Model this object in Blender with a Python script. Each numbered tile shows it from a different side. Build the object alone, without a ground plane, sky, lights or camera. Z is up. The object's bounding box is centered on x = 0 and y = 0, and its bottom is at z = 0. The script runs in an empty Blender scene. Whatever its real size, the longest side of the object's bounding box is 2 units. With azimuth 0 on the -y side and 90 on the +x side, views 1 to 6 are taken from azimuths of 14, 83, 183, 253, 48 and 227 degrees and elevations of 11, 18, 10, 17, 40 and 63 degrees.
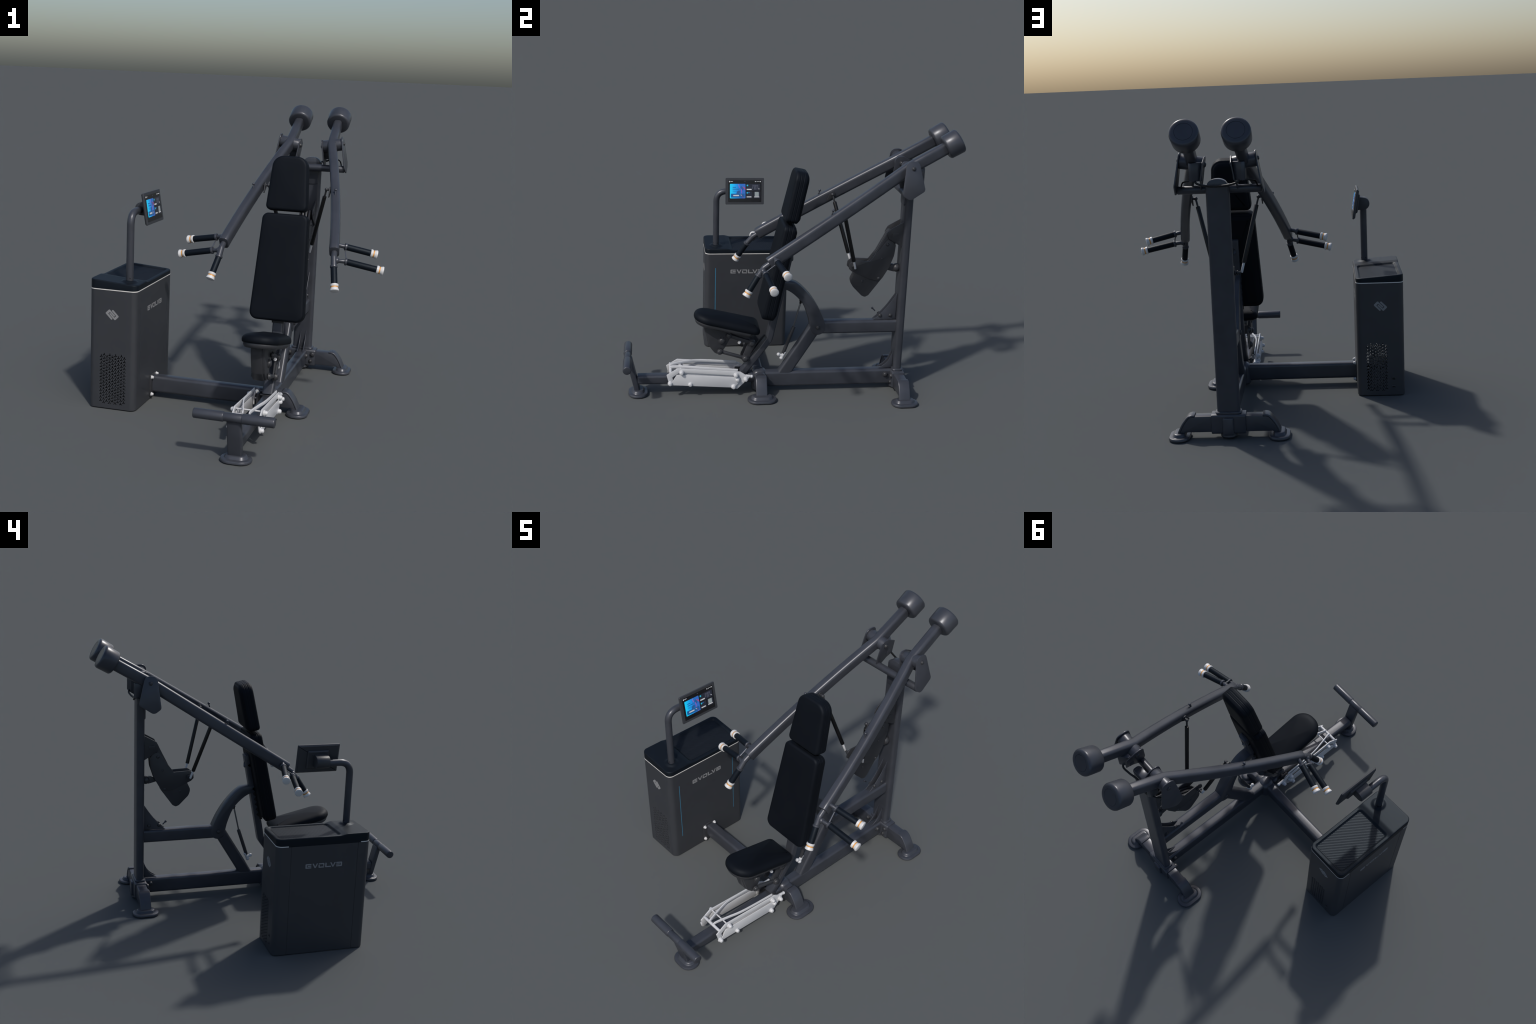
import bpy, math, random
from mathutils import Vector, Matrix
random.seed(7)
XM = 0.19            # mirror plane of the press itself
XC = 0.1965          # middle of the base, seat post and pads

# ------------------------------------------------------------------ materials
def new_mat(name):
    m = bpy.data.materials.new(name); m.use_nodes = True
    nt = m.node_tree
    return m, nt, nt.nodes["Principled BSDF"]

def coat(name, col, rough, metallic=0.0, var=0.12, grain=900.0, bump=0.04, spec=0.5, coatw=0.0, coatr=0.2, sheen=0.0, tint=(1, 1, 1)):
    """painted / moulded surface: faint tone variation plus fine grain"""
    m, nt, b = new_mat(name)
    tc = nt.nodes.new("ShaderNodeTexCoord")
    n1 = nt.nodes.new("ShaderNodeTexNoise"); n1.inputs["Scale"].default_value = 9.0; n1.inputs["Detail"].default_value = 3
    ramp = nt.nodes.new("ShaderNodeValToRGB")
    lo = [c*(1-var) for c in col]; hi = [min(1, c*(1+var)) for c in col]
    ramp.color_ramp.elements[0].position = 0.3; ramp.color_ramp.elements[0].color = (*lo, 1)
    ramp.color_ramp.elements[1].position = 0.7; ramp.color_ramp.elements[1].color = (*hi, 1)
    nt.links.new(tc.outputs["Object"], n1.inputs["Vector"])
    nt.links.new(n1.outputs["Fac"], ramp.inputs["Fac"])
    nt.links.new(ramp.outputs["Color"], b.inputs["Base Color"])
    n2 = nt.nodes.new("ShaderNodeTexNoise"); n2.inputs["Scale"].default_value = grain
    bp = nt.nodes.new("ShaderNodeBump"); bp.inputs["Strength"].default_value = bump; bp.inputs["Distance"].default_value = 0.001
    nt.links.new(tc.outputs["Object"], n2.inputs["Vector"])
    nt.links.new(n2.outputs["Fac"], bp.inputs["Height"])
    nt.links.new(bp.outputs["Normal"], b.inputs["Normal"])
    b.inputs["Roughness"].default_value = rough
    b.inputs["Metallic"].default_value = metallic
    b.inputs["Specular IOR Level"].default_value = spec
    b.inputs["Coat Weight"].default_value = coatw
    b.inputs["Coat Roughness"].default_value = coatr
    b.inputs["Sheen Weight"].default_value = sheen
    b.inputs["Specular Tint"].default_value = (*tint, 1)
    return m

FRAME = coat("frame_paint", (0.053, 0.058, 0.072), 0.34, metallic=0.25)
PLATE = coat("plate_paint", (0.040, 0.042, 0.048), 0.42, metallic=0.15)
CASE  = coat("cabinet_paint", (0.036, 0.039, 0.046), 0.48, var=0.05)
LID   = coat("lid_plastic", (0.005, 0.007, 0.0105), 0.5, spec=0.25, tint=(0.7, 0.85, 1.0))  # blue specular tint, LID to GRIP, cools the warm sun glint on dark surfaces
MAT_  = coat("tray_rubber", (0.006, 0.007, 0.0095), 0.55, spec=0.35, tint=(0.7, 0.85, 1.0))
VINYL = coat("pad_vinyl", (0.0038, 0.0050, 0.0078), 0.58, grain=500, bump=0.05, spec=0.16, tint=(0.78, 0.88, 1.0))
GRIP  = coat("grip_rubber", (0.004, 0.0060, 0.010), 0.5, grain=1500, bump=0.1, spec=0.22, tint=(0.75, 0.88, 1.0))
BLACK = coat("black_rubber", (0.003, 0.003, 0.004), 0.45)
STEEL = coat("bare_steel", (0.22, 0.23, 0.25), 0.3, metallic=0.8, var=0.05)
WHITE = coat("white_paint", (0.58, 0.59, 0.61), 0.42, var=0.03)
IVORY = coat("white_plastic", (0.64, 0.64, 0.645), 0.4, var=0.02)
TRIM  = coat("white_trim", (0.70, 0.69, 0.67), 0.4, var=0.02)
AMBER = coat("orange_band", (0.66, 0.31, 0.07), 0.45, var=0.04)
MARK  = coat("grey_print", (0.25, 0.255, 0.265), 0.5, var=0.02)
GLASS = coat("display_glass", (0.010, 0.010, 0.012), 0.25, var=0.02, bump=0.0)
HOLE  = coat("dark_recess", (0.002, 0.002, 0.002), 0.8, var=0.0)

def glow(name, col, strength, rough=0.3):
    m = coat(name, col, rough, var=0.03, bump=0.0)
    b = m.node_tree.nodes["Principled BSDF"]
    b.inputs["Emission Color"].default_value = (*col, 1)
    b.inputs["Emission Strength"].default_value = strength
    return m
LED   = glow("led_strip", (0.05, 0.20, 0.32), 0.22)
TILE  = glow("screen_tile", (0.018, 0.021, 0.033), 0.25)
TILEB = glow("screen_figure", (0.055, 0.060, 0.085), 0.3)
SCRW  = glow("screen_white", (0.55, 0.56, 0.58), 0.22)
SCRG  = glow("screen_grey", (0.26, 0.30, 0.31), 0.2)
SCRD  = glow("screen_ink", (0.012, 0.10, 0.28), 0.3)
SCRC  = glow("screen_cyan", (0.02, 0.40, 0.55), 0.35)
SCRP  = glow("screen_pink", (0.30, 0.10, 0.40), 0.32)
SCRR  = glow("screen_red", (0.42, 0.04, 0.13), 0.32)
SCRN  = glow("screen_navy", (0.02, 0.09, 0.26), 0.35)

def card_material():
    m, nt, b = new_mat("screen_card")
    tc = nt.nodes.new("ShaderNodeTexCoord")
    sep = nt.nodes.new("ShaderNodeSeparateXYZ"); nt.links.new(tc.outputs["Generated"], sep.inputs[0])
    nz = nt.nodes.new("ShaderNodeTexNoise"); nz.inputs["Scale"].default_value = 2.2
    nt.links.new(tc.outputs["Generated"], nz.inputs["Vector"])
    add = nt.nodes.new("ShaderNodeMath"); add.operation = 'MULTIPLY_ADD'
    add.inputs[1].default_value = 0.12; nt.links.new(nz.outputs["Fac"], add.inputs[0]); nt.links.new(sep.outputs["Y"], add.inputs[2])
    ramp = nt.nodes.new("ShaderNodeValToRGB"); cr = ramp.color_ramp
    cr.elements[0].position = 0.10; cr.elements[0].color = (0.010, 0.50, 0.78, 1)
    cr.elements[1].position = 1.15 if False else 1.0; cr.elements[1].color = (0.03, 0.12, 0.42, 1)
    e = cr.elements.new(0.45); e.color = (0.010, 0.27, 0.70, 1)
    e = cr.elements.new(0.75); e.color = (0.018, 0.12, 0.42, 1)
    nt.links.new(add.outputs[0], ramp.inputs["Fac"])
    nt.links.new(ramp.outputs["Color"], b.inputs["Base Color"])
    nt.links.new(ramp.outputs["Color"], b.inputs["Emission Color"])
    b.inputs["Emission Strength"].default_value = 0.42
    b.inputs["Roughness"].default_value = 0.3
    return m
CARD = card_material()

# ------------------------------------------------------------------ mesh tools
ROOT = bpy.data.objects.new("chest_press_machine", None)
bpy.context.scene.collection.objects.link(ROOT)
ROOT["label"] = "dark grey seated chest press machine with touchscreen cabinet"
ROOT["category"] = "gym machine"

def link(name, me, parent=None, matrix=None):
    o = bpy.data.objects.new(name, me)
    bpy.context.scene.collection.objects.link(o)
    o.parent = parent or ROOT
    if matrix is not None: o.matrix_basis = matrix
    return o

def finish(name, verts, faces, mat, angle=38):
    me = bpy.data.meshes.new(name)
    me.from_pydata([tuple(v) for v in verts], [], faces)
    import bmesh
    bm = bmesh.new(); bm.from_mesh(me)
    bmesh.ops.remove_doubles(bm, verts=bm.verts, dist=1e-6)
    bmesh.ops.recalc_face_normals(bm, faces=bm.faces)
    bm.to_mesh(me); bm.free()
    me.polygons.foreach_set("use_smooth", [True]*len(me.polygons))
    me.set_sharp_from_angle(angle=math.radians(angle))
    me.materials.append(mat)
    return me

class Geo:
    """collects vertices and faces of one part"""
    def __init__(s): s.v = []; s.f = []
    def rings(s, rings, cap=True, closed=False):
        n = len(rings[0]); base = len(s.v)
        for r in rings: s.v.extend([Vector(p) for p in r])
        k = len(rings)
        for i in range(k if closed else k-1):
            a = base+i*n; b = base+((i+1) % k)*n
            for j in range(n):
                s.f.append((a+j, a+(j+1) % n, b+(j+1) % n, b+j))
        if cap and not closed:
            s.f.append(tuple(range(base+n-1, base-1, -1)))
            s.f.append(tuple(range(base+(k-1)*n, base+k*n)))
        return s
    def sweep(s, path, section, side=(1, 0, 0), ch=0.0, closed=False):
        P = [Vector(p) for p in path]; side = Vector(side); rings = []
        m = max(max(abs(x), abs(y)) for x, y in section)
        T = []
        for i, p in enumerate(P):
            if closed: t = (P[(i+1) % len(P)]-P[i-1])
            else: t = (P[min(i+1, len(P)-1)]-P[max(i-1, 0)])
            T.append(t.normalized())
        def ring(p, t, k=1.0, d=0.0):
            a = (side-t*side.dot(t)).normalized(); b = t.cross(a)
            out = []
            for x, y in section:
                l = math.hypot(x, y); q = (l-d)/l if l > d else 0.05
                out.append(p+a*x*q+b*y*q)
            return out
        for i, (p, t) in enumerate(zip(P, T)):
            if ch and i == 0 and not closed:
                rings.append(ring(p, t, d=ch)); rings.append(ring(p+t*ch*0.3, t, d=ch*0.3)); rings.append(ring(p+t*ch, t))
            elif ch and i == len(P)-1 and not closed:
                rings.append(ring(p-t*ch, t)); rings.append(ring(p-t*ch*0.3, t, d=ch*0.3)); rings.append(ring(p, t, d=ch))
            else: rings.append(ring(p, t))
        return s.rings(rings, closed=closed)
    def lathe(s, prof, origin, axis, n=28):
        o = Vector(origin); ax = Vector(axis).normalized()
        u = ax.orthogonal().normalized(); w = ax.cross(u)
        rings = []
        for d, r in prof:
            r = max(r, 1e-5)
            rings.append([o+ax*d+(u*math.cos(2*math.pi*i/n)+w*math.sin(2*math.pi*i/n))*r for i in range(n)])
        return s.rings(rings)
    def rod(s, a, b, r, n=20, ch=None):
        a = Vector(a); b = Vector(b); L = (b-a).length
        c = min(r*0.25, L*0.2) if ch is None else ch
        return s.lathe([(0, r-c), (c*.3, r-c*.3), (c, r), (L-c, r), (L-c*.3, r-c*.3), (L, r-c)], a, b-a, n)
    def ball(s, c, r, n=20):
        c = Vector(c)
        return s.lathe([(r-r*math.cos(math.pi*i/10), r*math.sin(math.pi*i/10)) for i in range(11)], c-Vector((0, 0, r)), (0, 0, 1), n)
    def prism(s, poly, axis, lo, hi, ch=0.002):
        idx = {'x': (1, 2, 0), 'y': (0, 2, 1), 'z': (0, 1, 2)}[axis]
        def put(pl, d):
            out = []
            for a, b in pl:
                v = [0, 0, 0]; v[idx[0]] = a; v[idx[1]] = b; v[idx[2]] = d; out.append(Vector(v))
            return out
        if ch:
            i1 = offset(poly, ch); i2 = offset(poly, ch*0.3)
            R = [put(i1, lo), put(i2, lo+ch*.3), put(poly, lo+ch), put(poly, hi-ch), put(i2, hi-ch*.3), put(i1, hi)]
        else: R = [put(poly, lo), put(poly, hi)]
        return s.rings(R)
    def box(s, lo, hi, ch=0.003, r=0.0, axis='x'):
        (x0, y0, z0), (x1, y1, z1) = lo, hi
        q = {'x': ((y0, y1), (z0, z1), (x0, x1)), 'y': ((x0, x1), (z0, z1), (y0, y1)), 'z': ((x0, x1), (y0, y1), (z0, z1))}[axis]
        (a0, a1), (b0, b1), (c0, c1) = q
        poly = [(a0, b0), (a1, b0), (a1, b1), (a0, b1)]
        if r: poly = fillet(poly, r)
        return s.prism(poly, axis, c0, c1, ch)
    def xf(s, M):
        s.v = [M @ v for v in s.v]; return s
    def make(s, name, mat, parent=None, angle=38):
        return link(name, finish(name, s.v, s.f, mat, angle), parent)

def area(p): return sum(p[i-1][0]*p[i][1]-p[i][0]*p[i-1][1] for i in range(len(p)))/2
def offset(poly, d):
    """move a closed outline inwards by d"""
    sg = 1 if area(poly) > 0 else -1
    out = []; n = len(poly)
    for i in range(n):
        p0 = Vector(poly[i-1]); p1 = Vector(poly[i]); p2 = Vector(poly[(i+1) % n])
        e1 = (p1-p0).normalized(); e2 = (p2-p1).normalized()
        n1 = Vector((-e1.y, e1.x)); n2 = Vector((-e2.y, e2.x))
        m = (n1+n2); m = m/max(0.35, m.length_squared)*2 if m.length > 1e-6 else n1
        q = p1+m*d*sg; out.append((q.x, q.y))
    return out
def fillet(poly, r, seg=6):
    n = len(poly); out = []
    rr = r if isinstance(r, (list, tuple)) else [r]*n
    for i in range(n):
        p = Vector(poly[i]); a = Vector(poly[i-1])-p; b = Vector(poly[(i+1) % n])-p
        if rr[i] <= 0: out.append((p.x, p.y)); continue
        ang = a.angle(b)
        d = min(rr[i]/math.tan(ang/2), a.length*.48, b.length*.48)
        p0 = p+a.normalized()*d; p1 = p+b.normalized()*d
        for k in range(seg+1):
            t = k/seg
            q = p0*(1-t)**2+p*2*t*(1-t)*0.86+p1*t**2 if False else None
            # circular arc between p0 and p1
            rad = d*math.tan(ang/2); c = p+(a.normalized()+b.normalized()).normalized()*(rad/math.sin(ang/2))
            v0 = p0-c; v1 = p1-c; th = v0.angle(v1) if v0.length > 1e-9 else 0
            if th < 1e-6: q = p0
            else: q = c+(v0*math.sin((1-t)*th)+v1*math.sin(t*th))/math.sin(th)
            out.append((q.x, q.y))
    return out
def bend(pts, r, seg=8):
    """open 3D polyline with rounded corners"""
    P = [Vector(p) for p in pts]; out = [P[0]]
    rr = r if isinstance(r, (list, tuple)) else [r]*len(P)
    for i in range(1, len(P)-1):
        a = P[i-1]-P[i]; b = P[i+1]-P[i]; ang = a.angle(b)
        d = min(rr[i]/math.tan(ang/2), a.length*.48, b.length*.48)
        p0 = P[i]+a.normalized()*d; p1 = P[i]+b.normalized()*d
        for k in range(seg+1):
            t = k/seg; out.append(p0*(1-t)**2+P[i]*2*t*(1-t)+p1*t*t)
    out.append(P[-1]); return out
def smooth(pts, n=6):
    """Catmull-Rom curve through 2D or 3D points"""
    P = [Vector(p) for p in pts]; out = []
    for i in range(len(P)-1):
        p0 = P[max(i-1, 0)]; p1 = P[i]; p2 = P[i+1]; p3 = P[min(i+2, len(P)-1)]
        for k in range(n):
            t = k/n
            out.append(0.5*((2*p1)+(p2-p0)*t+(2*p0-5*p1+4*p2-p3)*t*t+(3*p1-p0-3*p2+p3)*t**3))
    out.append(P[-1]); return out
def rrect(w, h, r, seg=5):
    w /= 2; h /= 2
    return fillet([(-w, -h), (w, -h), (w, h), (-w, h)], min(r, w*.98, h*.98), seg)
def circ(r, n=24): return [(r*math.cos(2*math.pi*i/n), r*math.sin(2*math.pi*i/n)) for i in range(n)]
def mx(p): return (2*XM-p[0], p[1], p[2])

XA = 0.1845          # mirror plane of the two press arms
def flip(x): return Matrix.Translation((2*x, 0, 0)) @ Matrix.Diagonal((-1, 1, 1, 1))
MIRROR = flip(XM)
def mirrored(o, parent=None, about=XM):
    c = o.copy(); bpy.context.scene.collection.objects.link(c)
    c.parent = parent or o.parent
    c.matrix_basis = flip(about) @ o.matrix_basis if parent is None else o.matrix_basis.copy()
    for k in list(o.children): mirrored(k, c)
    return c

# one bolt head mesh, reused everywhere
def bolt_mesh(name, mat, r=0.011, h=0.008):
    g = Geo()
    g.lathe([(-0.004, r*1.25), (0.0, r*1.25), (0.0015, r*1.2), (0.002, r), (h*.6, r*.95), (h*.9, r*.7), (h, r*.25)], (0, 0, 0), (0, 0, 1), 18)
    return finish(name, g.v, g.f, mat)
BOLT = bolt_mesh("bolt", PLATE)
WBOLT = bolt_mesh("white_bolt", WHITE, 0.0095, 0.014)
def bolt(p, axis, parent, s=1.0, me=None, name="bolt"):
    q = Vector(axis).to_track_quat('Z', 'Y').to_matrix().to_4x4()
    return link(name, me or BOLT, parent, Matrix.Translation(p) @ q @ Matrix.Scale(s, 4))

# ------------------------------------------------------------------ base frame
g = Geo()
g.sweep([(XC, -0.15, 0.082), (XC, 0.70, 0.082)], rrect(0.062, 0.102, 0.016))
base = g.make("base_beam", FRAME)
Geo().sweep([(XC, -0.915, 0.096), (XC, -0.17, 0.094)], rrect(0.064, 0.058, 0.014)).make("front_beam", FRAME)
Geo().sweep([(XC, 0.16, 0.423), (XC, 0.70, 0.423)], rrect(0.062, 0.084, 0.016)).make("middle_beam", FRAME)
Geo().sweep([(XC, -0.024, 0.090), (XC, 0.188, 0.436)], rrect(0.058, 0.078, 0.015)).make("diagonal_beam", FRAME)

# cast joint where base, cabinet beam and right leg meet
hub = Geo()
dome = [(0.010, 0.012), (0.0, 0.022), (0.0, 0.108)]+[(0.034*(1-math.cos(math.radians(a))), 0.108+0.037*math.sin(math.radians(a))) for a in (15, 30, 45, 60, 75, 90)]
hub.rings([[(0.191+x, -0.160+y, z) for x, y in offset(rrect(0.100, 0.098, 0.042, 8), d)] for d, z in dome])
hub.sweep([(0.20, -0.158, 0.083), (0.258, -0.158, 0.083)], rrect(0.074, 0.104, 0.026), side=(0, 1, 0))
hub.sweep([(0.19, -0.20, 0.094), (0.19, -0.235, 0.094)], rrect(0.074, 0.066, 0.018), ch=0.005)
hub = hub.make("frame_joint", FRAME)

def leg(x0, x1, yc, parent, zc=0.080, h=0.088):
    """horizontal box tube, its end cut on a slant and closed by a bent strap that runs down to the foot"""
    s = 1 if x1 > x0 else -1
    g = Geo(); zt = zc+h/2; zb = zc-h/2
    poly = fillet([(x0, zb), (x0, zt), (x1-s*0.074, zt), (x1-s*0.058, zt-0.010), (x1-s*0.030, zc-0.004), (x1-s*0.006, 0.030), (x1-s*0.036, 0.030), (x1-s*0.042, zb)],
                  [0, 0, .012, .012, .05, 0, 0, 0.004], 4)
    g.prism(poly, 'y', yc-0.032, yc+0.032, 0.007)
    path = smooth([(x1-s*0.092, yc, zt-0.001), (x1-s*0.074, yc, zt), (x1-s*0.055, yc, zt-0.009), (x1-s*0.028, yc, zc+0.0), (x1-s*0.008, yc, 0.040), (x1+s*0.000, yc, 0.018)], 6)
    g.sweep(path, rrect(0.070, 0.013, 0.006, 4), side=(0, 1, 0), ch=0.003)
    return g.make("leg", FRAME, parent)

def foot_pad(c, lx, ly, parent, name="foot"):
    g = Geo()
    def out(d):
        w = lx-2*d; h = ly-2*d
        return fillet([(-w/2, -h/2), (w/2, -h/2), (w/2, h/2), (-w/2, h/2)], min(w, h)*0.495, 10)
    lay = [(0.004, 0.0), (0.0, 0.004), (0.0, 0.011), (0.003, 0.016), (0.008, 0.0175), (0.020, 0.0185), (0.0235, 0.022), (0.026, 0.030), (0.030, 0.0335), (0.036, 0.0345)]
    g.rings([[(c[0]+x, c[1]+y, z) for x, y in out(d)] for d, z in lay])
    return g.make(name, FRAME, parent)

leg(0.23, 0.352, -0.158, hub); foot_pad((0.349, -0.156), 0.120, 0.180, hub)

# rear cross tube with clamp
clamp = Geo()
clamp.box((0.099, 0.672, 0.027), (0.283, 0.753, 0.133), ch=0.006, r=0.012, axis='x')
clamp.box((0.162, 0.74, 0.022), (0.222, 0.766, 0.118), ch=0.007, r=0.010, axis='y')
clamp.lathe([(0, 0.030), (0.004, 0.040), (0.014, 0.047), (0.03, 0.044)], (0.192, 0.716, 0.0), (0, 0, 1), 28)
clamp.rings([[(XM+x, 0.7125+y, z) for x, y in rrect(w, d, 0.02, 6)] for w, d, z in
             [(0.13, 0.060, 0.126), (0.136, 0.066, 0.132), (0.140, 0.070, 0.139), (0.136, 0.066, 0.144), (0.124, 0.052, 0.146)]])
clamp = clamp.make("tower_clamp", FRAME)
rl = leg(0.27, 0.462, 0.713, clamp); rf = foot_pad((0.455, 0.714), 0.112, 0.166, clamp)
for o in (rl, rf):
    c = o.copy(); bpy.context.scene.collection.objects.link(c); c.parent = clamp; c.matrix_basis = MIRROR.copy()
for s in (-1, 1):
    bolt((XC+s*0.036, 0.640, 0.100), (s, 0, 0), clamp, 1.2)
    bolt((XM+s*0.075, 0.668, 0.105), (0, -1, 0), clamp, 1.2)
    bolt((XM+s*0.064, 0.668, 0.060), (0, -1, 0), clamp, 0.9)

# front foot bar
post = Geo().sweep([(0.1965, -0.915, 0.02), (0.1965, -0.964, 0.232)], rrect(0.074, 0.034, 0.009), ch=0.002).make("foot_bar_post", FRAME)
foot_pad((0.2, -0.912), 0.160, 0.120, post)
bar = Geo().rod((0.14, -0.9735, 0.241), (0.25, -0.9735, 0.241), 0.0225).make("foot_bar", FRAME, post)
for a, b in ((-0.006, 0.1485), (0.237, 0.400)):
    g = Geo(); L = b-a; r = 0.0255; c = 0.006
    g.lathe([(0, r-c), (0.001, r-c*.45), (0.003, r-c*.12), (c, r), (L-c, r), (L-.003, r-c*.12), (L-.001, r-c*.45), (L, r-c)], (a, -0.9735, 0.241), (1, 0, 0), 28)
    g.make("foot_bar_sleeve", FRAME, post)

# ------------------------------------------------------------------ tower
def arch(w, z0, z1, rise):
    hw = w/2; pts = [(XM-hw, z0), (XM+hw, z0), (XM+hw, z1)]
    for i in range(1, 16):
        a = math.pi*i/16
        pts.append((XM+(hw-0.006)*math.cos(a), z1+0.004+rise*math.sin(a)))
    pts.append((XM-hw, z1)); return pts
tw = Geo()
tw.rings([[(XM+x, 0.7125+y, z) for x, y in rrect(0.121, 0.050, 0.019, 6)] for z in (0.12, 1.338)])
tw.prism(arch(0.112, 1.30, 1.333, 0.030), 'y', 0.690, 0.735, 0.005)
tower = tw.make("tower", FRAME)
Geo().rod((XM-0.221, 0.655, 1.306), (XM+0.215, 0.655, 1.306), 0.0215, 24).make("crossbar", FRAME, tower)
Geo().box((XM-0.046, 0.682, 1.20), (XM+0.046, 0.692, 1.30), ch=0.003, r=0.02, axis='y').make("mount_pad", FRAME, tower)
for s in (-1, 1):
    gu = [(0.684, 0.640)]+[tuple(p) for p in smooth([(0.676, 0.624), (0.630, 0.556), (0.584, 0.503), (0.543, 0.466)], 5)]+[(0.684, 0.470)]
    Geo().prism(gu, 'x', XC+s*0.017-0.002, XC+s*0.017+0.002, 0.0007).make("gusset", FRAME, tower)
    gl = [(0.684, 0.255)]+[tuple(p) for p in smooth([(0.679, 0.236), (0.655, 0.186), (0.625, 0.156), (0.594, 0.138)], 5)]+[(0.684, 0.140)]
    Geo().prism(gl, 'x', XC+s*0.017-0.002, XC+s*0.017+0.002, 0.0007).make("gusset", FRAME, tower)
    for y in (0.585, 0.650):
        bolt((XC+s*0.0195, y, 0.495), (s, 0, 0), tower, 0.9)
kb = Geo().rod((XM-0.03, 0.565, 0.505), (XM-0.03, 0.548, 0.522), 0.004).ball((XM-0.03, 0.546, 0.524), 0.0075)
kb.make("knob", FRAME, tower)

# lever bracket, lever and stop on the front of the tower
for s in (-1, 1):
    br = fillet([(0.690, 1.100), (0.612, 1.056), (0.594, 1.022), (0.604, 0.995), (0.690, 0.940)], [0, .012, .02, .014, 0])
    Geo().prism(br, 'x', XM+s*0.040-0.003, XM+s*0.040+0.003, 0.001).make("lever_bracket", PLATE, tower)
    slot = fillet([(0.622, 1.008), (0.662, 1.004), (0.662, 1.034), (0.640, 1.031), (0.622, 1.038)], 0.009)
    Geo().prism(slot, 'x', XM+s*0.0435-0.002, XM+s*0.0435+0.002, 0.0008).make("slot_cap", PLATE, tower)
lever = Geo()
lp = fillet([(0.600, 0.990), (0.632, 0.976), (0.652, 0.952), (0.646, 0.888), (0.620, 0.812), (0.578, 0.738), (0.545, 0.728), (0.490, 0.741),
             (0.386, 0.789), (0.368, 0.806), (0.372, 0.838), (0.396, 0.857), (0.498, 0.852)],
            [.01, .012, .01, .05, .05, .02, .02, .03, .008, .012, .012, .015, .004], 4)
for s in (-1, 1):
    lever.prism(lp, 'x', XM+s*0.031-0.003, XM+s*0.031+0.003, 0.001)
lever.rod((XM-0.034, 0.60, 0.958), (XM+0.034, 0.60, 0.958), 0.012)
lever = lever.make("lever", PLATE, tower)
tail = Geo()
tp = fillet([(0.585, 0.80), (0.578, 0.735), (0.502, 0.630), (0.480, 0.618), (0.458, 0.628), (0.398, 0.690), (0.386, 0.728), (0.408, 0.775), (0.45, 0.81), (0.505, 0.846), (0.596, 1.026), (0.612, 1.048), (0.650, 1.030), (0.652, 0.95)],
            [0, 0, .015, .015, .02, .05, .04, .02, 0, 0.01, .01, .02, .02, 0], 4)
for a, b in ((-0.026, -0.014), (-0.006, 0.006), (0.014, 0.026)):
    tail.prism(tp, 'x', XM+a, XM+b, 0.0015)
tail.make("lever_weight", PLATE, lever)
for s in (-1, 1):
    for y, z, k in ((0.601, 0.957, 0.8), (0.570, 0.868, 0.62), (0.557, 0.742, 0.7)):
        bolt((XM+s*0.034, y, z), (s, 0, 0), lever, k)
    bolt((XM+s*0.027, 0.456, 0.722), (s, 0, 0), lever, 0.62)
    pin = Geo().rod((XM+s*0.03, 0.400, 0.818), (XM+s*0.068, 0.400, 0.818), 0.0075)
    pin.lathe([(0, 0.013), (0.001, 0.014), (0.006, 0.014), (0.007, 0.013)], (XM+s*0.046, 0.400, 0.818), (s, 0, 0), 20)
    pin.lathe([(0, 0.013), (0.001, 0.014), (0.006, 0.014), (0.007, 0.013)], (XM+s*0.035, 0.400, 0.818), (s, 0, 0), 20)
    pin.make("pivot_pin", PLATE, lever)
stop = Geo()
stop.prism(fillet([(0.606, 0.790), (0.612, 0.806), (0.650, 0.828), (0.664, 0.806), (0.658, 0.776)], [.004, .004, .01, .004, .004]), 'x', XM-0.013, XM+0.013, 0.002)
stop.ball((XM, 0.672, 0.800), 0.027)
stop.make("rubber_stop", PLATE, tower)

# ------------------------------------------------------------------ pivot heads (tilted outwards at the foot)
TILT = math.radians(9.5)
PV = Vector((0.318, 0.682, 1.446))
PM = Matrix.Translation(PV) @ Matrix.Rotation(-TILT, 4, 'Y')
def pv(g): return g.xf(PM)
head = pv(Geo().rod((-0.059, 0, 0), (0.062, 0, 0), 0.0375, 32, ch=0.003)).make("pivot_tube", FRAME)
outer = fillet([(-0.040, 0.047), (0.033, 0.047), (0.074, -0.124), (-0.016, -0.182), (-0.062, -0.150)], [.034, .034, .02, .03, .022], 8)
pv(Geo().prism(outer, 'x', 0.062, 0.0695, 0.002)).make("pivot_plate", FRAME, head)
inner = fillet([(-0.038, 0.043), (0.012, 0.042), (0.072, 0.012), (0.074, -0.078), (0.030, -0.098), (-0.008, -0.132), (-0.040, -0.132), (-0.050, -0.09)],
               [.03, .03, .006, .008, .02, .01, .01, .02], 6)
pv(Geo().prism(inner, 'x', -0.064, -0.058, 0.0015)).make("pivot_plate", FRAME, head)
sens = fillet([(0.262, 0.735), (0.310, 0.772), (0.326, 0.760), (0.330, 0.715), (0.262, 0.705)], [.004, .006, .008, .004, .004], 4)
Geo().prism(sens, 'z', 1.358, 1.452, 0.004).make("sensor_box", FRAME, head)
b1 = bolt(PM @ Vector((0.0705, 0.0, 0.004)), PM.to_3x3() @ Vector((1, 0, 0)), head, 0.95)
b2 = bolt(PM @ Vector((-0.065, 0.0, 0.0)), PM.to_3x3() @ Vector((-1, 0, 0)), head, 1.15)
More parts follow.
